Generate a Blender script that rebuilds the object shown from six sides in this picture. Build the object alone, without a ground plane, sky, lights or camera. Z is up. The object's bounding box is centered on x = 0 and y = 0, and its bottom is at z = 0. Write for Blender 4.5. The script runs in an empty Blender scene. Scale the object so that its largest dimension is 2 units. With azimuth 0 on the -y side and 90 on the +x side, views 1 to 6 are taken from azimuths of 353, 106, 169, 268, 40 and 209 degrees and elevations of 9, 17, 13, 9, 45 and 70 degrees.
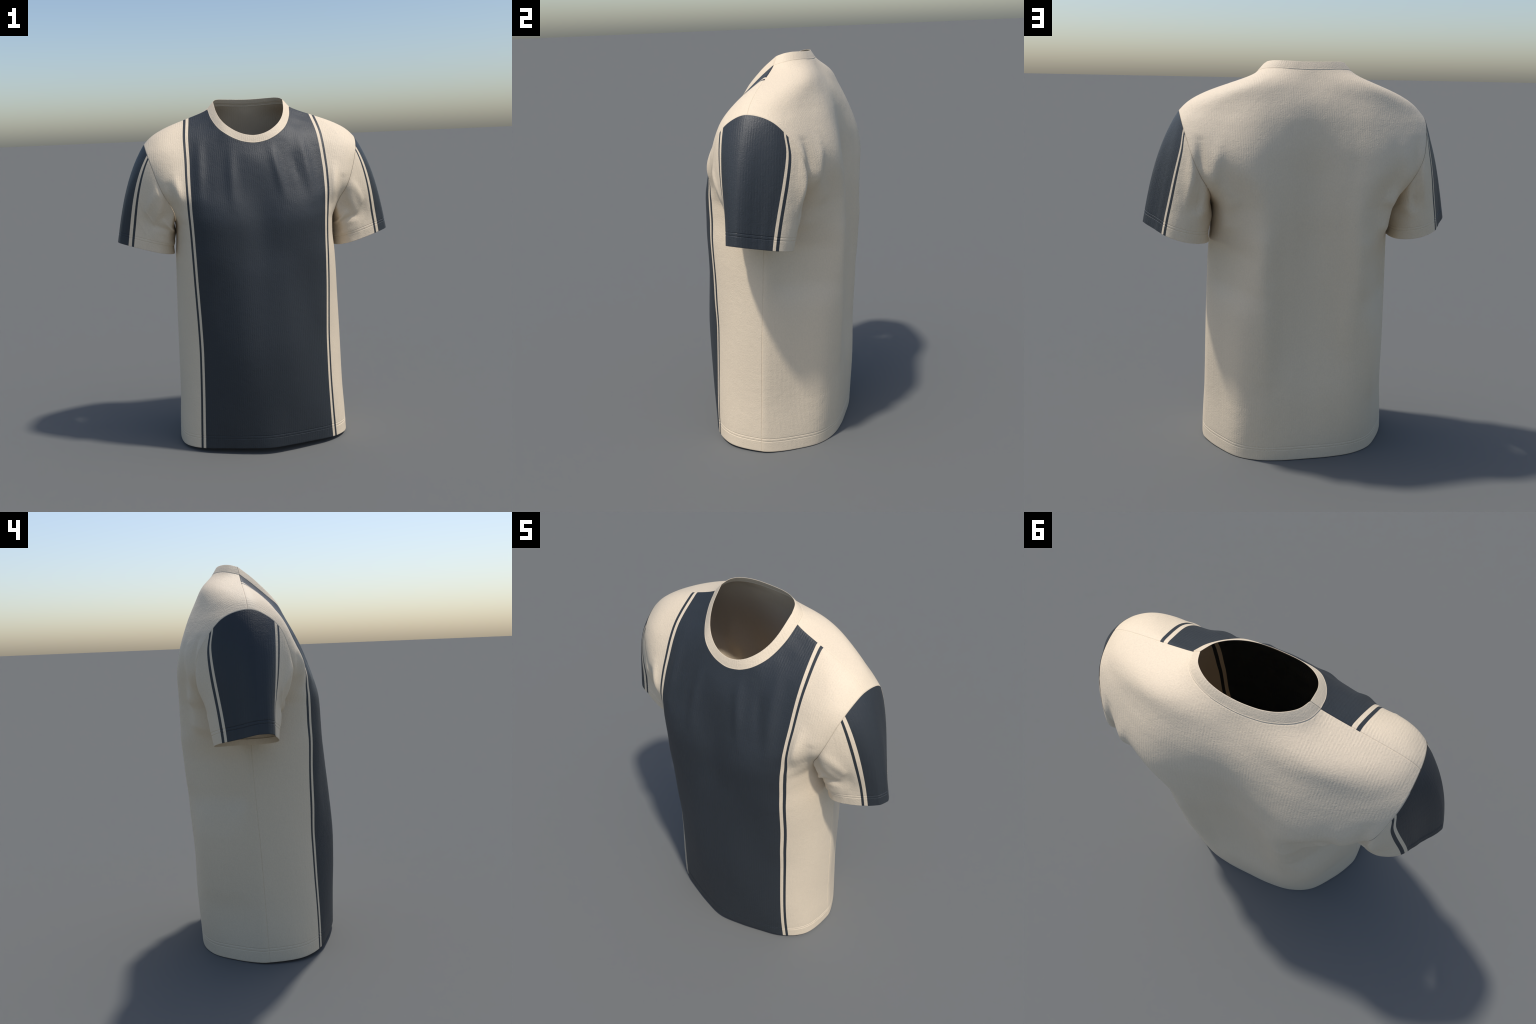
"""Short-sleeved crew-neck T-shirt standing as if worn: cream body, navy front panel and
navy sleeve tops, each edged with a cream and a navy stripe."""
import numpy as np
from math import pi

# ------------------------------------------------------------------ small maths helpers
def spline(pts):
    """Monotone cubic through (x, y) control points, clamped outside."""
    p = np.array(sorted(pts), float)
    x, y = p[:, 0], p[:, 1]
    h = np.diff(x); d = np.diff(y) / h
    m = np.zeros_like(y); m[0] = d[0]; m[-1] = d[-1]
    for i in range(1, len(x) - 1):
        if d[i - 1] * d[i] > 0:
            w1 = 2 * h[i] + h[i - 1]; w2 = h[i] + 2 * h[i - 1]
            m[i] = (w1 + w2) / (w1 / d[i - 1] + w2 / d[i])
    def f(q):
        q = np.clip(np.asarray(q, float), x[0], x[-1])
        i = np.clip(np.searchsorted(x, q) - 1, 0, len(h) - 1)
        t = (q - x[i]) / h[i]
        return ((2*t**3 - 3*t**2 + 1) * y[i] + (t**3 - 2*t**2 + t) * h[i] * m[i]
                + (-2*t**3 + 3*t**2) * y[i+1] + (t**3 - t**2) * h[i] * m[i+1])
    return f

def smooth(e0, e1, x):
    t = np.clip((x - e0) / (e1 - e0), 0, 1)
    return t * t * (3 - 2 * t)

# ------------------------------------------------------------------ torso cross-sections
# heights: half width, front depth, back depth, y of the widest point, squareness front/back
_half_width = spline([(0, .503), (.1, .500), (.3, .490), (.6, .485), (.9, .478), (1.1, .470), (1.22, .461),
                     (1.30, .463), (1.35, .488), (1.4, .525), (1.5, .628), (1.57, .664), (1.645, .676), (1.70, .658),
                     (1.75, .621), (1.80, .572), (1.85, .480), (1.893, .365), (1.943, .242), (1.985, .205), (2.03, .18)])
_zz = np.linspace(-.2, 2.2, 1201)
_ker = np.exp(-.5 * (np.arange(-30, 31) * .002 / .014) ** 2); _ker /= _ker.sum()
_hw = np.convolve(_half_width(_zz), _ker, 'same')
half_width = lambda z: np.interp(z, _zz, _hw)
mid_y = spline([(0, -.01), (.08, -.007), (.58, .013), (1.0, .038), (1.4, .045), (1.75, .035), (1.9, .055), (1.95, .062), (2.03, .075)])
mid_x = spline([(0, .001), (.3, .003), (.95, .003), (1.22, .0), (2, 0)])
# depth of the section in front of / behind the widest point, at 15-degree steps from the side seam
# (0) to the middle of the chest or back (90), for a row of heights
FRONT_DEPTH = [
    (0.00, .145, .228, .286, .323, .360, .385), (0.25, .130, .228, .292, .345, .382, .398),
    (0.42, .124, .220, .291, .352, .396, .408), (0.60, .122, .216, .292, .356, .404, .412),
    (0.80, .124, .230, .312, .361, .402, .407), (1.00, .138, .254, .326, .368, .394, .395),
    (1.15, .148, .268, .336, .372, .382, .374), (1.30, .150, .274, .337, .369, .374, .356),
    (1.40, .122, .226, .302, .343, .352, .334), (1.50, .105, .196, .254, .287, .310, .308),
    (1.57, .100, .178, .226, .252, .278, .288), (1.645, .088, .158, .192, .211, .238, .260),
    (1.70, .077, .140, .168, .184, .212, .230), (1.75, .060, .115, .137, .154, .183, .198),
    (1.80, .045, .085, .103, .128, .162, .180), (1.85, .032, .054, .073, .100, .143, .165),
    (1.893, .020, .033, .053, .098, .140, .165), (1.943, .020, .040, .075, .115, .150, .170),
    (2.03, .030, .060, .090, .120, .150, .170)]
BACK_DEPTH = [
    (0.00, .068, .165, .272, .330, .352, .355), (0.30, .056, .148, .282, .343, .354, .350),
    (0.60, .060, .155, .293, .340, .330, .320), (0.90, .055, .145, .285, .343, .315, .295),
    (1.15, .060, .158, .280, .350, .318, .288), (1.30, .095, .200, .292, .350, .322, .293),
    (1.40, .182, .258, .297, .346, .324, .290), (1.48, .170, .252, .290, .343, .325, .290),
    (1.57, .145, .232, .280, .330, .324, .297), (1.645, .118, .190, .252, .306, .313, .297),
    (1.70, .104, .172, .231, .285, .299, .289), (1.75, .092, .160, .217, .268, .286, .282),
    (1.80, .080, .147, .200, .242, .260, .260), (1.85, .088, .151, .197, .222, .227, .224),
    (1.893, .110, .162, .189, .197, .196, .190), (1.92, .095, .145, .166, .171, .170, .166),
    (1.943, .080, .115, .136, .147, .151, .151), (1.985, .033, .061, .083, .100, .109, .113),
    (2.03, .030, .050, .070, .085, .090, .090)]
def depth_table(rows):
    zz = np.linspace(-.2, 2.2, 1201)
    ker = np.exp(-.5 * (np.arange(-45, 46) * .002 / .022) ** 2); ker /= ker.sum()
    def column(k):                                  # softened so that no height row shows as a kink
        raw = spline([(r[0], r[k]) for r in rows])(zz)
        v = np.convolve(raw, ker, 'same')
        wide = np.exp(-.5 * (np.arange(-80, 81) * .002 / .034) ** 2)
        m = smooth(1.45, 1.55, zz) * smooth(1.85, 1.75, zz)          # broad smooth planes over the shoulder blades and chest
        v = v * (1 - m) + np.convolve(raw, wide / wide.sum(), 'same') * m
        return lambda z: np.interp(z, zz, v)
    cols = [column(k) for k in range(1, 7)]
    def f(ang, z):
        """ang: 0 at the side seam .. pi/2 at the middle."""
        ang, z = np.broadcast_arrays(np.asarray(ang, float), np.asarray(z, float))
        h = np.stack([-cols[0](z), np.zeros(z.shape)] + [c(z) for c in cols] + [cols[4](z)], 0)
        q = np.clip(ang / (pi / 12), 0, 6); i = np.clip(q.astype(int), 0, 5); t = q - i
        g = lambda k: np.take_along_axis(h, (i + k)[None], 0)[0]
        p0, p1, p2, p3 = g(0), g(1), g(2), g(3)
        return .5 * (2*p1 + (p2 - p0)*t + (2*p0 - 5*p1 + 4*p2 - p3)*t**2 + (3*p1 - p0 - 3*p2 + p3)*t**3)
    return f
front_depth = depth_table(FRONT_DEPTH)
back_depth = depth_table(BACK_DEPTH)

# folds and dents, as pushes of the cloth along y: side (-1 front, 1 back), line from (x, z) to (x, z), width, height outward
FOLDS = [
    # chest folds hanging from the collar
    (-1, -.31, 1.77, -.33, 1.42, .032, .012), (-1, -.14, 1.72, -.15, 1.40, .030, .010),
    (-1, .09, 1.73, .14, 1.44, .028, .011), (-1, .26, 1.79, .31, 1.42, .034, .012), (-1, .20, 1.70, .23, 1.52, .022, -.005),
    # shoulder caps and the folds running from them to the armpits
    (-1, .50, 1.70, .49, 1.52, .085, .012), (-1, -.50, 1.70, -.49, 1.52, .085, .012),
    (-1, .445, 1.60, .425, 1.38, .024, .014), (-1, -.455, 1.58, -.43, 1.38, .024, .013),
    (-1, .49, 1.52, .465, 1.42, .022, -.008), (-1, -.495, 1.52, -.47, 1.42, .022, -.008),
    (1, .455, 1.60, .490, 1.38, .030, .014), (1, -.45, 1.60, -.475, 1.38, .032, .011),
    (1, .535, 1.62, .530, 1.46, .024, -.018), (1, -.535, 1.62, -.53, 1.46, .024, -.014),
    # hollows below the back of the armholes, the bulge above one of them, the flare at the hem
    (1, .38, 1.06, .39, .92, .090, -.052), (1, -.38, 1.02, -.39, .86, .095, -.066),
    (1, .255, 1.15, .26, .95, .050, .010), (1, -.27, 1.12, -.27, .92, .050, .012),
    (1, -.42, 1.31, -.40, 1.21, .055, .065), (1, .42, 1.30, .42, 1.22, .050, .040), (1, -.40, .62, -.40, .38, .075, .022),
    (1, .22, .88, .22, .48, .070, .016), (1, -.17, .88, -.18, .60, .050, .007),
    (1, .26, 1.74, .24, 1.46, .085, .006), (1, -.26, 1.74, -.24, 1.46, .085, .006),
]
def fold_push(x, z, front):
    d = np.zeros(np.broadcast(x, z).shape)
    for side, x0, z0, x1, z1, w, h in FOLDS:
        ux, uz = x1 - x0, z1 - z0; L = ux * ux + uz * uz
        t = np.clip(((x - x0) * ux + (z - z0) * uz) / L, 0, 1)
        r2 = (x - x0 - t * ux) ** 2 + (z - z0 - t * uz) ** 2
        k = .8 * np.clip((np.sqrt(L) / w - 2) / 6, 0, 1)            # long folds fade towards their ends
        d = d + h * np.exp(-r2 / w ** 2) * (1 - k + k * np.sin(pi * t)) * (front == (side < 0))
    return d

def section_y(x, ang, z, front):
    edge = smooth(0, .5, ang)                       # folds die out at the side seam
    push = fold_push(x, z, front) * edge
    return np.where(front, mid_y(z) - front_depth(ang, z) - push, mid_y(z) + back_depth(ang, z) + push)

def torso(th, z):
    c, s = np.cos(th), np.sin(th)
    x = mid_x(z) + half_width(z) * c
    ang = np.arctan2(np.abs(s), np.abs(c))
    return x, section_y(x, ang, z, s < 0)

def section_angle(x, z):
    return np.arccos(np.clip(np.abs(x - mid_x(z)) / half_width(z), 0, 1))

def torso_depth(x, z, front=True):
    return section_y(x, section_angle(x, z), z, np.full(np.shape(x), front))

def inside_torso(x, y, z):
    front = y < mid_y(z)
    ys = section_y(x, section_angle(x, z), z, front)
    return (np.abs(x) < half_width(z)) & np.where(front, y > ys, y < ys)

# ------------------------------------------------------------------ openings and seams
# seam between collar and body, and the free neck edge: quarter curves from the shoulder to the middle
SEAM_FRONT = [(.240, .057, 1.942), (.233, .006, 1.903), (.217, -.042, 1.864), (.190, -.090, 1.825), (.154, -.128, 1.795), (.109, -.150, 1.768), (.058, -.162, 1.749), (0, -.167, 1.741)]
SEAM_BACK = [(.240, .057, 1.942), (.228, .108, 1.956), (.197, .147, 1.963), (.150, .175, 1.964), (.080, .195, 1.961), (0, .201, 1.959)]
EDGE_FRONT = [(.205, .066, 1.984), (.198, .000, 1.933), (.184, -.044, 1.893), (.160, -.082, 1.858), (.126, -.113, 1.828), (.080, -.137, 1.801), (.040, -.147, 1.788), (0, -.150, 1.783)]
EDGE_BACK = [(.205, .066, 1.984), (.190, .107, 1.996), (.160, .138, 2.000), (.112, .163, 1.999), (.055, .175, 1.997), (0, .178, 1.996)]
def quarter_curve(pts):
    """Smooth 3D curve, as a function of u in 0..1 along its length; mirrored in x past its end."""
    p = np.array(pts, float)
    p = np.concatenate([p, p[-2::-1][:2] * [-1, 1, 1]])
    d = np.concatenate([[0], np.cumsum(np.linalg.norm(np.diff(p, axis=0), axis=1))])
    L = d[len(pts) - 1]
    f = [spline(list(zip(d, p[:, k]))) for k in range(3)]
    dense = np.linspace(0, 1, 400)
    v = np.stack([g(dense * L) for g in f], -1)
    ker = np.exp(-.5 * (np.arange(-24, 25) / 9.0) ** 2); ker /= ker.sum()
    pad = np.concatenate([2 * v[0] - v[24:0:-1], v, v[-2:-26:-1] * [-1, 1, 1]])
    v = np.stack([np.convolve(pad[:, k], ker, 'valid') for k in range(3)], -1)
    return lambda u: np.stack([np.interp(u, dense, v[:, k]) for k in range(3)], -1)
seam_curves = quarter_curve(SEAM_FRONT), quarter_curve(SEAM_BACK)
edge_curves = quarter_curve(EDGE_FRONT), quarter_curve(EDGE_BACK)

def collar_lines(th):
    """Seam and neck-edge points for the torso columns th; the column meets the seam at the same share of the width."""
    front = np.sin(th) < 0; c = np.abs(np.cos(th)); sg = np.sign(np.cos(th))
    out = [np.zeros((len(th), 3)) for _ in range(2)]
    u = np.linspace(0, 1, 400)
    for k, m in ((0, front), (1, ~front)):
        q = seam_curves[k](u)
        ratio = q[:, 0] / half_width(q[:, 2]) if k == 0 else q[:, 0]
        ratio = np.minimum.accumulate(ratio); ratio = ratio / ratio[0] - 1e-9 * u
        uu = np.interp(-c[m], -ratio, u)
        for o, cur in zip(out, (seam_curves[k], edge_curves[k])):
            p = cur(uu); p[:, 0] *= sg[m]; o[m] = p
    return out
seam_y = spline([(0, -.01), (.08, -.007), (.58, .013), (1.0, .036), (1.3, .045), (1.75, .035), (1.88, .052), (1.943, .06), (2.03, .08)])
def hem_z(th):
    k = np.sin(th)
    return .007 - .017 * k + .011 * k * k          # the front hem hangs higher than the sides and back
armhole_x = spline([(1.2, .49), (1.3, .467), (1.35, .472), (1.40, .490), (1.45, .520), (1.50, .544), (1.57, .570), (1.65, .594), (1.70, .608), (1.75, .619), (1.9, .64)])
def armhole(y, z):
    return armhole_x(z) + .04 * (y - .06)

# stripes on the front: |x| of the navy panel's edge, then of the cream and the navy stripe
panel_edge = spline([(0, .374), (.2, .3645), (.335, .3595), (.47, .3565), (.6, .355), (.75, .3575), (.88, .3615), (.96, .3635), (1.06, .3648),
                     (1.2, .3665), (1.3, .369), (1.39, .373), (1.5, .3755), (1.57, .3755), (1.64, .373), (1.77, .369), (1.9, .352), (2.0, .34)])
stripe_shift = spline([(0, .0065), (.2, .0045), (.335, .0045), (.6, .006), (.88, .006), (1.06, .004), (1.2, .002), (1.3, .0015), (1.5, .0035), (1.64, .005), (1.77, .003), (1.9, .001)])
cream_width = spline([(0, .0140), (.6, .0125), (1.2, .0123), (1.5, .0145), (1.75, .016), (1.9, .0165)])
navy_width = spline([(0, .0118), (.6, .0106), (1.2, .0106), (1.5, .0118), (1.75, .0135), (1.9, .0145)])

# ------------------------------------------------------------------ sleeve
def armhole_ring(ph, sx):
    """Point of the armhole seam at angle ph around the shoulder (0 = back, pi/2 = top, pi = front)."""
    cy, cz = .07, 1.54
    lo = np.zeros_like(ph); hi = np.full_like(ph, .45)
    for _ in range(40):
        m = (lo + hi) / 2
        y = cy + m * np.cos(ph); z = cz + m * np.sin(ph)
        inside = inside_torso(armhole(y, z), y, z)
        lo = np.where(inside, m, lo); hi = np.where(inside, hi, m)
    y = cy + lo * np.cos(ph); z = cz + lo * np.sin(ph)
    return np.stack([sx * armhole(y, z), y, z], -1)

CUFF_RADIUS = spline([(-93, .161), (-75, .168), (-52, .179), (-31, .175), (-14, .165), (1, .151), (30, .128), (50, .1145), (65, .114), (81, .1245),
                      (92, .142), (100, .158), (107, .1695), (119, .170), (129, .161), (140, .152), (151, .1445), (165, .1415), (176, .1425), (193, .153),
                      (215, .1715), (230, .174), (243, .172), (267, .161)])
def cuff_ring(ph, sx):
    cx = .641 if sx > 0 else .637
    r = CUFF_RADIUS(np.degrees(ph))
    if sx < 0:
        r = r + .011 * np.exp(-((np.degrees(ph) - 131) / 14) ** 2)      # this cuff flares a little at the front
    x = cx + r * np.sin(ph); y = .058 + r * np.cos(ph)
    u = np.clip((x - cx + .163) / .326, 0, 1)
    z = 1.117 + .081 * u ** 1.25 - .085 * (y - .058) * np.sqrt(u)
    return np.stack([sx * x, y, z], -1)

def ring_key(back, top, front, under):
    """Periodic smooth function of the ring angle through four values."""
    def f(ph):
        b, t, fr, u = [np.clip(np.cos(ph - k), 0, 1) ** 2 for k in (0, pi/2, pi, 3*pi/2)]
        return back * b + top * t + front * fr + under * u
    return f
_sdx = spline([(-90, .04), (-40, .05), (0, .06), (45, .14), (75, .22), (103, .34), (125, .33), (150, .19), (180, .13), (225, .07), (270, .04)])
start_dx = lambda ph: _sdx(np.degrees(ph))
start_dy = ring_key(.05, .0, .01, .0); start_dz = ring_key(-.36, -.50, -.36, -.10)
end_dx = ring_key(.06, .10, .07, -.03); end_dy = ring_key(-.055, .0, .005, .0); end_dz = ring_key(-.36, -.54, -.38, -.20)

# sleeve folds: ring angle and share of the length at both ends, width (m), height outward
SLEEVE_FOLDS = [(3.30, .02, 2.95, .50, .020, .007), (3.75, .10, 3.35, .60, .022, -.008), (3.9, .45, 3.3, .62, .022, -.009),
                (4.2, .35, 3.7, .38, .022, .010), (4.5, .70, 3.6, .78, .030, .006),
                (-.15, .05, -.05, .55, .022, .008), (-.55, .10, -.45, .50, .022, -.009), (-.9, .30, -.4, .60, .025, .007), (.30, .05, .30, .5, .03, -.004),
                (3.15, .55, 2.85, .72, .055, -.015), (4.65, .30, 4.72, .65, .055, .018), (-1.3, .25, -1.2, .6, .04, .010),
                (-.45, .42, .10, .62, .070, -.013)]
def sleeve_push(ph, t):
    d = np.zeros(len(ph))
    for p0, t0, p1, t1, w, h in SLEEVE_FOLDS:
        a, b, c, e = ph * .16, t * .42, p0 * .16, t0 * .42
        ux, uz = (p1 - p0) * .16, (t1 - t0) * .42
        for turn in (-2 * pi * .16, 0, 2 * pi * .16):
            q = np.clip(((a + turn - c) * ux + (b - e) * uz) / (ux * ux + uz * uz), 0, 1)
            r2 = (a + turn - c - q * ux) ** 2 + (b - e - q * uz) ** 2
            d += h * np.exp(-r2 / w ** 2) * (.6 + .4 * np.sin(pi * q))
    return d * smooth(0, .10, t) * smooth(1.0, .88, t)

def sleeve_point(ph, t, sx):
    A = armhole_ring(ph, sx); C = cuff_ring(ph, sx)
    TA = np.stack([sx * start_dx(ph), start_dy(ph), start_dz(ph)], -1)
    TC = np.stack([sx * end_dx(ph), end_dy(ph), end_dz(ph)], -1)
    t = t[:, None]
    return ((2*t**3 - 3*t**2 + 1) * A + (t**3 - 2*t**2 + t) * TA
            + (-2*t**3 + 3*t**2) * C + (t**3 - t**2) * TC)

# ---MESH---
import bpy

# ------------------------------------------------------------------ mesh tools
def grid_tris(rows, cols, wrap):
    i, j = np.meshgrid(np.arange(rows - 1), np.arange(cols if wrap else cols - 1), indexing='ij')
    a = i * cols + j; b = i * cols + (j + 1) % cols; c = a + cols; d = b + cols
    flip = ((i + j) % 2 == 0)[..., None]
    t1 = np.where(flip, np.stack([a, b, d], -1), np.stack([a, b, c], -1))
    t2 = np.where(flip, np.stack([a, d, c], -1), np.stack([b, d, c], -1))
    return np.concatenate([t1.reshape(-1, 3), t2.reshape(-1, 3)])

def cut(V, T, f, eps=1e-5):
    """Insert the line f = 0 into the triangles T; V carries positions and extra columns."""
    f = np.where(np.abs(f) < eps, 0.0, f)
    s = np.sign(f)[T]
    cross = (s.min(1) < 0) & (s.max(1) > 0)
    keep, C = T[~cross], T[cross]
    if len(C) == 0:
        return V, T
    sc = s[cross]
    E = np.concatenate([C[:, [0, 1]], C[:, [1, 2]], C[:, [2, 0]]])
    es = np.concatenate([sc[:, 0] * sc[:, 1], sc[:, 1] * sc[:, 2], sc[:, 2] * sc[:, 0]])
    Es = np.sort(E, 1)
    key, inv = np.unique(Es[es < 0][:, 0].astype(np.int64) * len(V) + Es[es < 0][:, 1], return_inverse=True)
    uniq = np.stack([key // len(V), key % len(V)], 1); inv = inv.ravel()
    t = f[uniq[:, 0]] / (f[uniq[:, 0]] - f[uniq[:, 1]])
    newV = V[uniq[:, 0]] * (1 - t[:, None]) + V[uniq[:, 1]] * t[:, None]
    eid = np.full(len(E), -1); eid[es < 0] = inv + len(V)
    n = len(C); e01, e12, e20 = eid[:n], eid[n:2*n], eid[2*n:]
    out = [keep]
    for k in range(3):                                   # one corner alone on its side
        a, b, c = C[:, k], C[:, (k+1) % 3], C[:, (k+2) % 3]
        ab, bc, ca = [(e01, e12, e20)[(k+m) % 3] for m in range(3)]
        m = (ab >= 0) & (ca >= 0)
        out += [np.stack([a, ab, ca], 1)[m], np.stack([ab, b, c], 1)[m], np.stack([ab, c, ca], 1)[m]]
        m = (bc >= 0) & (ab < 0) & (ca < 0)              # corner a lies on the line
        out += [np.stack([a, b, bc], 1)[m], np.stack([a, bc, c], 1)[m]]
    return np.concatenate([V, newV]), np.concatenate(out)

def vertex_normals(P, T):
    key = np.round((P + 2) * 1e5).astype(np.int64)       # weld coincident seam vertices
    key = (key[:, 0] * 2000003 + key[:, 1]) * 2000003 + key[:, 2]
    _, inv = np.unique(key, return_inverse=True); inv = inv.ravel()
    n = np.cross(P[T[:, 1]] - P[T[:, 0]], P[T[:, 2]] - P[T[:, 0]])
    acc = np.zeros((inv.max() + 1, 3))
    idx = inv[T].T.ravel()
    for k in range(3):
        acc[:, k] = np.bincount(idx, np.tile(n[:, k], 3), len(acc))
    N = acc[inv]
    return N / np.maximum(np.linalg.norm(N, axis=1, keepdims=True), 1e-12)

def add_part(name, P, T, N, mat, parent):
    used, inv = np.unique(T, return_inverse=True)
    T = inv.reshape(-1, 3)
    me = bpy.data.meshes.new(name)
    me.vertices.add(len(used)); me.vertices.foreach_set('co', P[used].astype(np.float32).ravel())
    me.loops.add(T.size); me.loops.foreach_set('vertex_index', T.astype(np.int32).ravel())
    me.polygons.add(len(T)); me.polygons.foreach_set('loop_start', np.arange(0, T.size, 3, dtype=np.int32))
    me.update(calc_edges=True)
    me.polygons.foreach_set('use_smooth', np.ones(len(T), bool))
    me.normals_split_custom_set_from_vertices(N[used].tolist())
    me.materials.append(mat)
    ob = bpy.data.objects.new(name, me)
    bpy.context.scene.collection.objects.link(ob)
    ob.parent = parent
    return ob

# ------------------------------------------------------------------ materials
def cloth(name, rgb, rough, spec, coord_turn=(0, 0, 0), radial=False, rib=.18):
    m = bpy.data.materials.new(name); m.use_nodes = True
    nt = m.node_tree; nd = nt.nodes; ln = nt.links
    bsdf = nd['Principled BSDF']
    tc = nd.new('ShaderNodeTexCoord'); mp = nd.new('ShaderNodeMapping')
    mp.inputs['Rotation'].default_value = coord_turn
    ln.new(tc.outputs['Object'], mp.inputs['Vector'])
    sep = nd.new('ShaderNodeSeparateXYZ'); ln.new(mp.outputs['Vector'], sep.inputs[0])
    def math(op, a, b=None):
        n = nd.new('ShaderNodeMath'); n.operation = op
        for k, v in enumerate((a, b)):
            if v is None: continue
            if isinstance(v, (int, float)): n.inputs[k].default_value = v
            else: ln.new(v, n.inputs[k])
        return n.outputs[0]
    # knitted ribs: wavy lines along the grain, broken up by noise
    wob = nd.new('ShaderNodeTexNoise'); wob.inputs['Scale'].default_value = 16; wob.inputs['Detail'].default_value = 2
    ln.new(mp.outputs['Vector'], wob.inputs['Vector'])
    if radial:
        across = math('MULTIPLY', math('ARCTAN2', math('SUBTRACT', sep.outputs['Y'], .04), sep.outputs['X']), .2)
    else:
        across = sep.outputs['X']
    phase = math('ADD', math('MULTIPLY', across, 2 * pi / .0112), math('MULTIPLY', wob.outputs['Fac'], 4.0))
    ribs = math('SINE', phase)
    grain = nd.new('ShaderNodeTexNoise'); grain.inputs['Scale'].default_value = 170; grain.inputs['Detail'].default_value = 3
    ln.new(mp.outputs['Vector'], grain.inputs['Vector'])
    patch = nd.new('ShaderNodeTexNoise'); patch.inputs['Scale'].default_value = 26; patch.inputs['Detail'].default_value = 4
    ln.new(mp.outputs['Vector'], patch.inputs['Vector'])
    fade = nd.new('ShaderNodeTexNoise'); fade.inputs['Scale'].default_value = 14; fade.inputs['Detail'].default_value = 3
    ln.new(mp.outputs['Vector'], fade.inputs['Vector'])
    strength = math('MULTIPLY', math('SUBTRACT', fade.outputs['Fac'], .25), rib * 3.0)      # ribs come and go
    h = math('ADD', math('MULTIPLY', ribs, strength), math('MULTIPLY', grain.outputs['Fac'], 1.2))
    h = math('ADD', h, math('MULTIPLY', patch.outputs['Fac'], 1.5))
    bump = nd.new('ShaderNodeBump'); bump.inputs['Strength'].default_value = .55; bump.inputs['Distance'].default_value = .0016
    ln.new(h, bump.inputs['Height']); ln.new(bump.outputs['Normal'], bsdf.inputs['Normal'])
    # faint mottling of the dye
    ramp = nd.new('ShaderNodeValToRGB')
    ramp.color_ramp.elements[0].position = .3; ramp.color_ramp.elements[1].position = .7
    ramp.color_ramp.elements[0].color = (*[c * .965 for c in rgb], 1)
    ramp.color_ramp.elements[1].color = (*[min(1, c * 1.035) for c in rgb], 1)
    ln.new(grain.outputs['Fac'], ramp.inputs['Fac'])
    ln.new(ramp.outputs['Color'], bsdf.inputs['Base Color'])
    bsdf.inputs['Roughness'].default_value = rough
    bsdf.inputs['Specular IOR Level'].default_value = spec
    return m

CREAM = (.73, .602, .44); NAVY = (.0255, .0308, .0365)
cream = cloth('cream_knit', CREAM, .62, .4, rib=.16)
navy = cloth('navy_knit', NAVY, .54, .42)
collar_knit = cloth('cream_rib_knit', CREAM, .62, .4, radial=True, rib=.13)
sleeve_cream = {s: cloth('cream_sleeve_knit', CREAM, .62, .4, (0, s * .18, pi/2), rib=.15) for s in (1, -1)}
sleeve_navy = {s: cloth('navy_sleeve_knit', NAVY, .5, .45, (0, s * .18, pi/2)) for s in (1, -1)}

shirt = bpy.data.objects.new('t_shirt', None)
bpy.context.scene.collection.objects.link(shirt)
shirt['label'] = 'cream crew-neck t-shirt with navy front panel and sleeves'
shirt['category'] = 't-shirt'

LIP = .0035          # cloth thickness shown where edges are turned in
SEAM = .0028         # half width of a sewn groove

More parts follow.
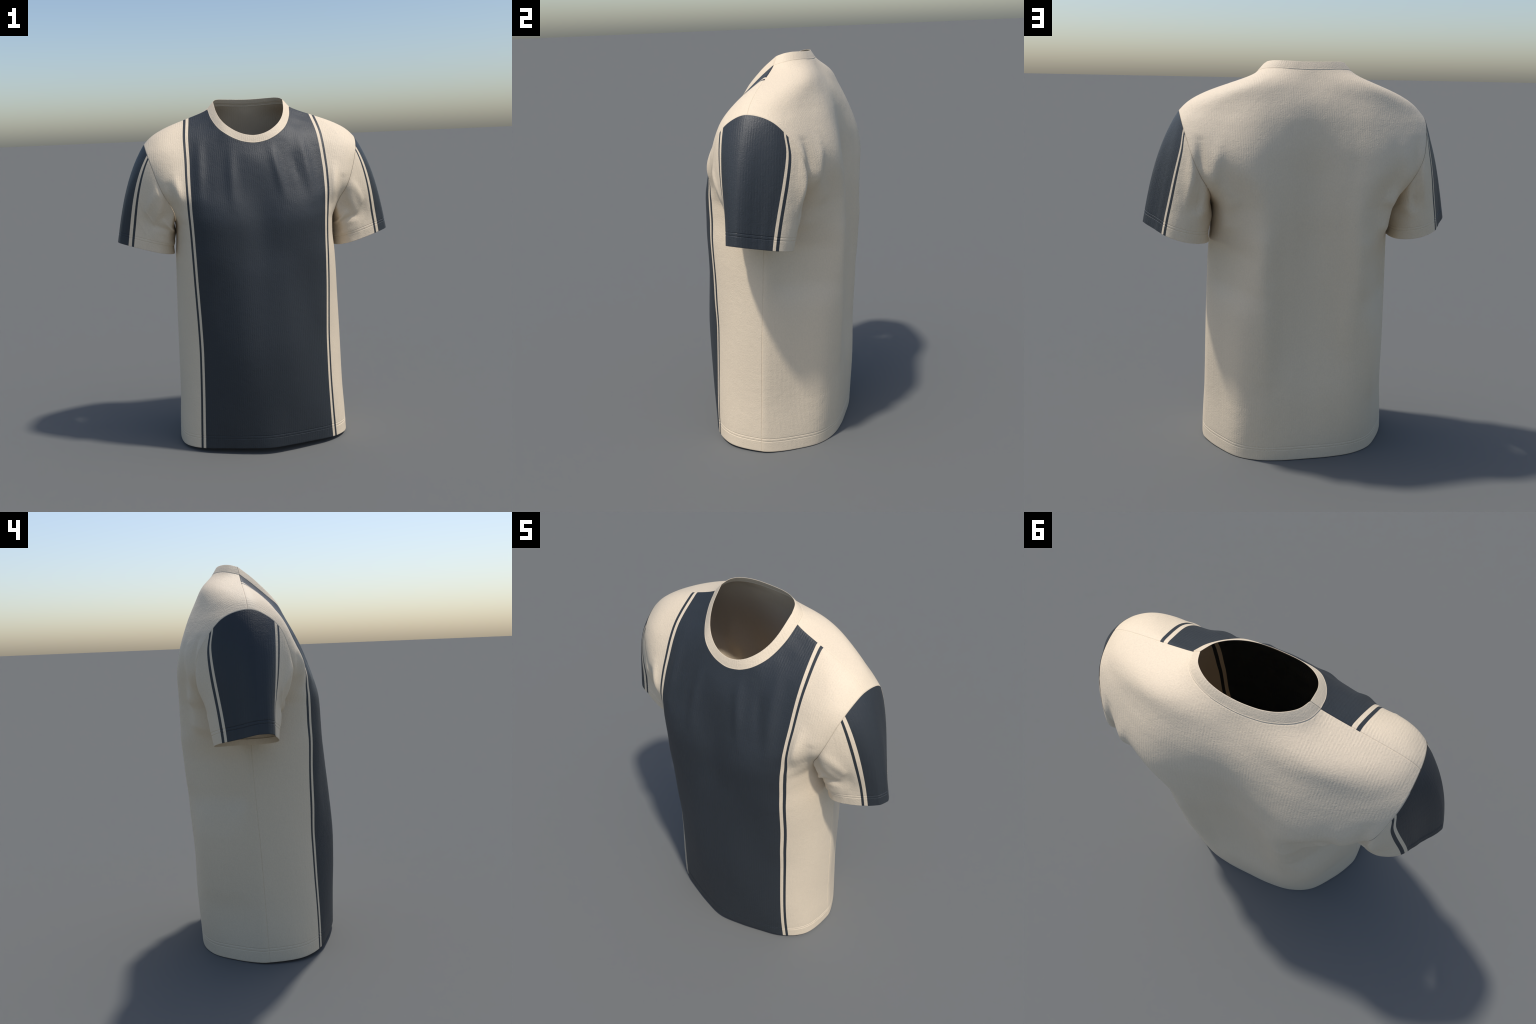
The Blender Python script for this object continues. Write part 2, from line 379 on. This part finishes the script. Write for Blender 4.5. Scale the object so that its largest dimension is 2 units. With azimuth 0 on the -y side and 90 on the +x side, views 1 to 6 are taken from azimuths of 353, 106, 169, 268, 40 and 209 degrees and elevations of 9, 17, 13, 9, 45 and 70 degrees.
# ------------------------------------------------------------------ torso
def build_torso():
    cols, rows = 840, 400
    th = np.linspace(-pi / 2, 1.5 * pi, cols, endpoint=False)
    seam, edge = collar_lines(th)
    hem = hem_z(th)
    v = np.linspace(0, 1, rows)[:, None]
    Z = hem + (seam[:, 2] - hem) * v
    X, Y = torso(np.broadcast_to(th, Z.shape), Z)
    P = np.stack([X, Y, Z], -1)
    P = P + (seam - P[-1]) * smooth(.11, 0, seam[:, 2] - Z)[..., None]    # run into the collar seam
    band = 14
    w = np.linspace(0, 1, band + 1)[1:, None, None]
    out = edge - seam; bulge = np.cross(out, np.roll(seam, -1, 0) - np.roll(seam, 1, 0))
    bulge /= np.linalg.norm(bulge, axis=1, keepdims=True); bulge *= np.sign(bulge[:, 2:3])
    B = seam + out * w + bulge * .0005 * np.sin(pi * w)
    P = np.concatenate([P, B])
    # turned-in hem and neck edge
    def turned(edge, nxt, LIP=LIP):
        along = nxt - edge; along /= np.linalg.norm(along, axis=-1, keepdims=True)
        tang = np.roll(edge, -1, 0) - np.roll(edge, 1, 0); tang /= np.linalg.norm(tang, axis=-1, keepdims=True)
        inn = np.cross(along, tang)
        c = np.array([0, .05, edge[:, 2].mean()])
        inn *= np.sign(np.sum(inn * (c - edge) * [1, 1, 0], -1, keepdims=True))
        return [edge + inn * LIP * .5 - along * LIP * .35, edge + inn * LIP + along * .001, edge + inn * (LIP + .001) + along * .028]
    lip0 = turned(P[0], P[3]); lip1 = turned(P[-1], P[-4], .002)
    P = np.concatenate([np.stack(lip0[::-1]), P, np.stack(lip1)])
    n = P.shape[0]
    stitch = P[..., 2] - (P[3, :, 2])                  # height above the hem edge
    kind = np.zeros((n, cols)); kind[:3] = -1; kind[-3:] = 1
    rise = np.linalg.norm(out, axis=1)                 # distance from the collar seam, negative below it
    cdist = np.concatenate([np.full((3, cols), -1.0), -np.linalg.norm(P[3:3 + rows] - seam, axis=-1),
                            rise * w[..., 0], np.broadcast_to(rise, (3, cols))])
    V = np.concatenate([P.reshape(-1, 3), stitch.reshape(-1, 1), kind.reshape(-1, 1), cdist.reshape(-1, 1)], 1)
    T = grid_tris(n, cols, True)
    ax = lambda V: np.abs(V[:, 0])
    F = dict(
        arm=lambda V: ax(V) - armhole(V[:, 1], V[:, 2]),
        collar=lambda V: V[:, 5],
        side=lambda V: V[:, 1] - seam_y(V[:, 2]),
        e0=lambda V: np.abs(V[:, 0] - stripe_shift(V[:, 2])) - panel_edge(V[:, 2]),
        e1=lambda V: np.abs(V[:, 0] - stripe_shift(V[:, 2])) - panel_edge(V[:, 2]) - cream_width(V[:, 2]),
        e2=lambda V: np.abs(V[:, 0] - stripe_shift(V[:, 2])) - panel_edge(V[:, 2]) - cream_width(V[:, 2]) - navy_width(V[:, 2]))
    armcut = lambda V: np.where(V[:, 2] > 1.22, F['arm'](V), -1.0)
    V, T = cut(V, T, armcut(V))
    T = T[armcut(V)[T].mean(1) < 0] if False else T[armcut(V)[T].sum(1) < 1e-9]
    for f, offs in (('collar', (-.004, -.002, 0, .002, .004)), ('side', (-SEAM, 0, SEAM))):
        for o in offs:
            V, T = cut(V, T, F[f](V) + o)
    V, T = cut(V, T, np.where(V[:, 2] > 1.22, F['arm'](V) + SEAM * 1.5, -1.0))
    for h in (.058, .073):
        for o in (-SEAM, 0, SEAM):
            V, T = cut(V, T, V[:, 3] - h + o)
    for f in ('e0', 'e1', 'e2'):
        V, T = cut(V, T, np.where(V[:, 1] < .12, F[f](V), np.abs(F[f](V)) + 1))
    P = V[:, :3].copy()
    N = vertex_normals(P, T)
    if (N[:, :2] * (P[:, :2] - [0, .05])).sum(1).mean() < 0:
        T = T[:, ::-1]; N = -N
    outer = V[:, 4] == 0
    groove = lambda f, w: np.clip(1 - np.abs(f) / w, 0, 1)
    cs = F['collar'](V)
    d2 = -np.where(V[:, 2] > 1.5, .0015, .0020) * groove(F['side'](V), SEAM) - .0013 * groove(cs + .002, .002) + .0011 * groove(cs - .002, .002)
    for h in (.058, .073):
        d2 -= .0016 * groove(V[:, 3] - h, SEAM) * outer
    d2 -= .0014 * groove(F['arm'](V), SEAM * 1.5) * (V[:, 2] > 1.25)
    P = P + N * (d2 * outer)[:, None]
    N = vertex_normals(P, T)
    c = lambda f: F[f](V)[T].mean(1)
    col = (c('collar') > 0); back = c('side') > 0; ctr = V[T].mean(1)
    e0, e1, e2 = c('e0'), c('e1'), c('e2'); right = ctr[:, 0] > 0
    front = add_part('front_panel', P, T[~col & ~back & (e0 < 0)], N, navy, shirt)
    bk = add_part('back_panel', P, T[~col & back], N, cream, shirt)
    add_part('collar', P, T[col & ~back], N, collar_knit, shirt)
    add_part('collar', P, T[col & back], N, collar_knit, shirt)
    for sgn in (right, ~right):
        sp = add_part('side_panel', P, T[~col & ~back & (e2 > 0) & sgn], N, cream, shirt)
        add_part('cream_stripe', P, T[~col & ~back & (e0 > 0) & (e1 < 0) & sgn], N, cream, sp)
        add_part('navy_stripe', P, T[~col & ~back & (e1 > 0) & (e2 < 0) & sgn], N, navy, sp)

# ------------------------------------------------------------------ sleeves
# stripe positions around the sleeve as ring angles at the armhole and at the cuff: (panel edge, cream, navy)
STRIPE_FRONT = ((2.36, 2.44, 2.50), (2.454, 2.56, 2.644))
STRIPE_BACK = ((.72, .645, .555), (.667, .560, .440))
STRIPE_HOOK = .11          # the rear stripes swing forward just below the armhole seam

def build_sleeve(sx):
    cols, rows = 420, 190
    ph = np.linspace(-pi / 2, 1.5 * pi, cols)
    t = np.concatenate([np.linspace(0, 1, rows)])
    PH, TT = np.meshgrid(ph, t)
    P = sleeve_point(PH.ravel(), TT.ravel(), sx).reshape(rows, cols, 3)
    edge, prv = P[-1], P[-4]
    along = prv - edge; along /= np.linalg.norm(along, axis=-1, keepdims=True)
    c = edge.mean(0); inn = (c - edge) * [1, 1, 0]; inn /= np.linalg.norm(inn, axis=-1, keepdims=True)
    lips = [edge + inn * LIP * .5 - along * LIP * .35, edge + inn * LIP + along * .001, edge + inn * (LIP + .001) + along * .028]
    P = np.concatenate([P, np.stack(lips)]); n = rows + 3
    PH = np.concatenate([PH, PH[:3]]); TT = np.concatenate([TT, np.ones((3, cols))])
    seg = np.linalg.norm(np.diff(P[:rows], axis=0), axis=-1)
    rem = np.concatenate([np.cumsum(seg[::-1], 0)[::-1], np.zeros((1, cols))])     # length left to the cuff
    D = np.concatenate([rem, np.full((3, cols), -1.0)])
    V = np.concatenate([P.reshape(-1, 3), PH.reshape(-1, 1), TT.reshape(-1, 1), D.reshape(-1, 1)], 1)
    T = grid_tris(n, cols, False)
    def edge_angle(k, V, tab):
        return tab[0][k] + (tab[1][k] - tab[0][k]) * V[:, 4]
    fr = [lambda V, k=k: V[:, 3] - edge_angle(k, V, STRIPE_FRONT) for k in range(3)]
    bk = [lambda V, k=k: edge_angle(k, V, STRIPE_BACK) + STRIPE_HOOK * np.exp(-(V[:, 4] / .10) ** 2) - V[:, 3] for k in range(3)]
    for f in fr + bk:
        V, T = cut(V, T, f(V))
    for h in (.047, .061):
        for o in (-SEAM, 0, SEAM):
            V, T = cut(V, T, np.where(V[:, 5] >= 0, V[:, 5] - h + o, -1))
    P = V[:, :3].copy(); N = vertex_normals(P, T)
    ctr = np.array([sx * .62, .07])
    if (N[:, :2] * (P[:, :2] - ctr)).sum(1).mean() < 0:
        T = T[:, ::-1]; N = -N
    d = sleeve_push(V[:, 3], V[:, 4]) * (V[:, 5] >= 0)
    for h in (.047, .061):
        d -= .0017 * np.clip(1 - np.abs(V[:, 5] - h) / SEAM, 0, 1)
    P = P + N * d[:, None]
    N = vertex_normals(P, T)
    m = lambda f: f(V)[T].mean(1)
    f0, f1, f2 = [m(f) for f in fr]; b0, b1, b2 = [m(f) for f in bk]
    top = add_part('sleeve', P, T[(f0 < 0) & (b0 < 0)], N, sleeve_navy[sx], shirt)
    add_part('sleeve_underside', P, T[(f2 > 0) | (b2 > 0)], N, sleeve_cream[sx], top)
    add_part('cream_stripe', P, T[(f0 > 0) & (f1 < 0)], N, sleeve_cream[sx], top)
    add_part('cream_stripe', P, T[(b0 > 0) & (b1 < 0)], N, sleeve_cream[sx], top)
    add_part('navy_stripe', P, T[(f1 > 0) & (f2 < 0)], N, sleeve_navy[sx], top)
    add_part('navy_stripe', P, T[(b1 > 0) & (b2 < 0)], N, sleeve_navy[sx], top)

build_torso()
for sx in (1, -1):
    build_sleeve(sx)
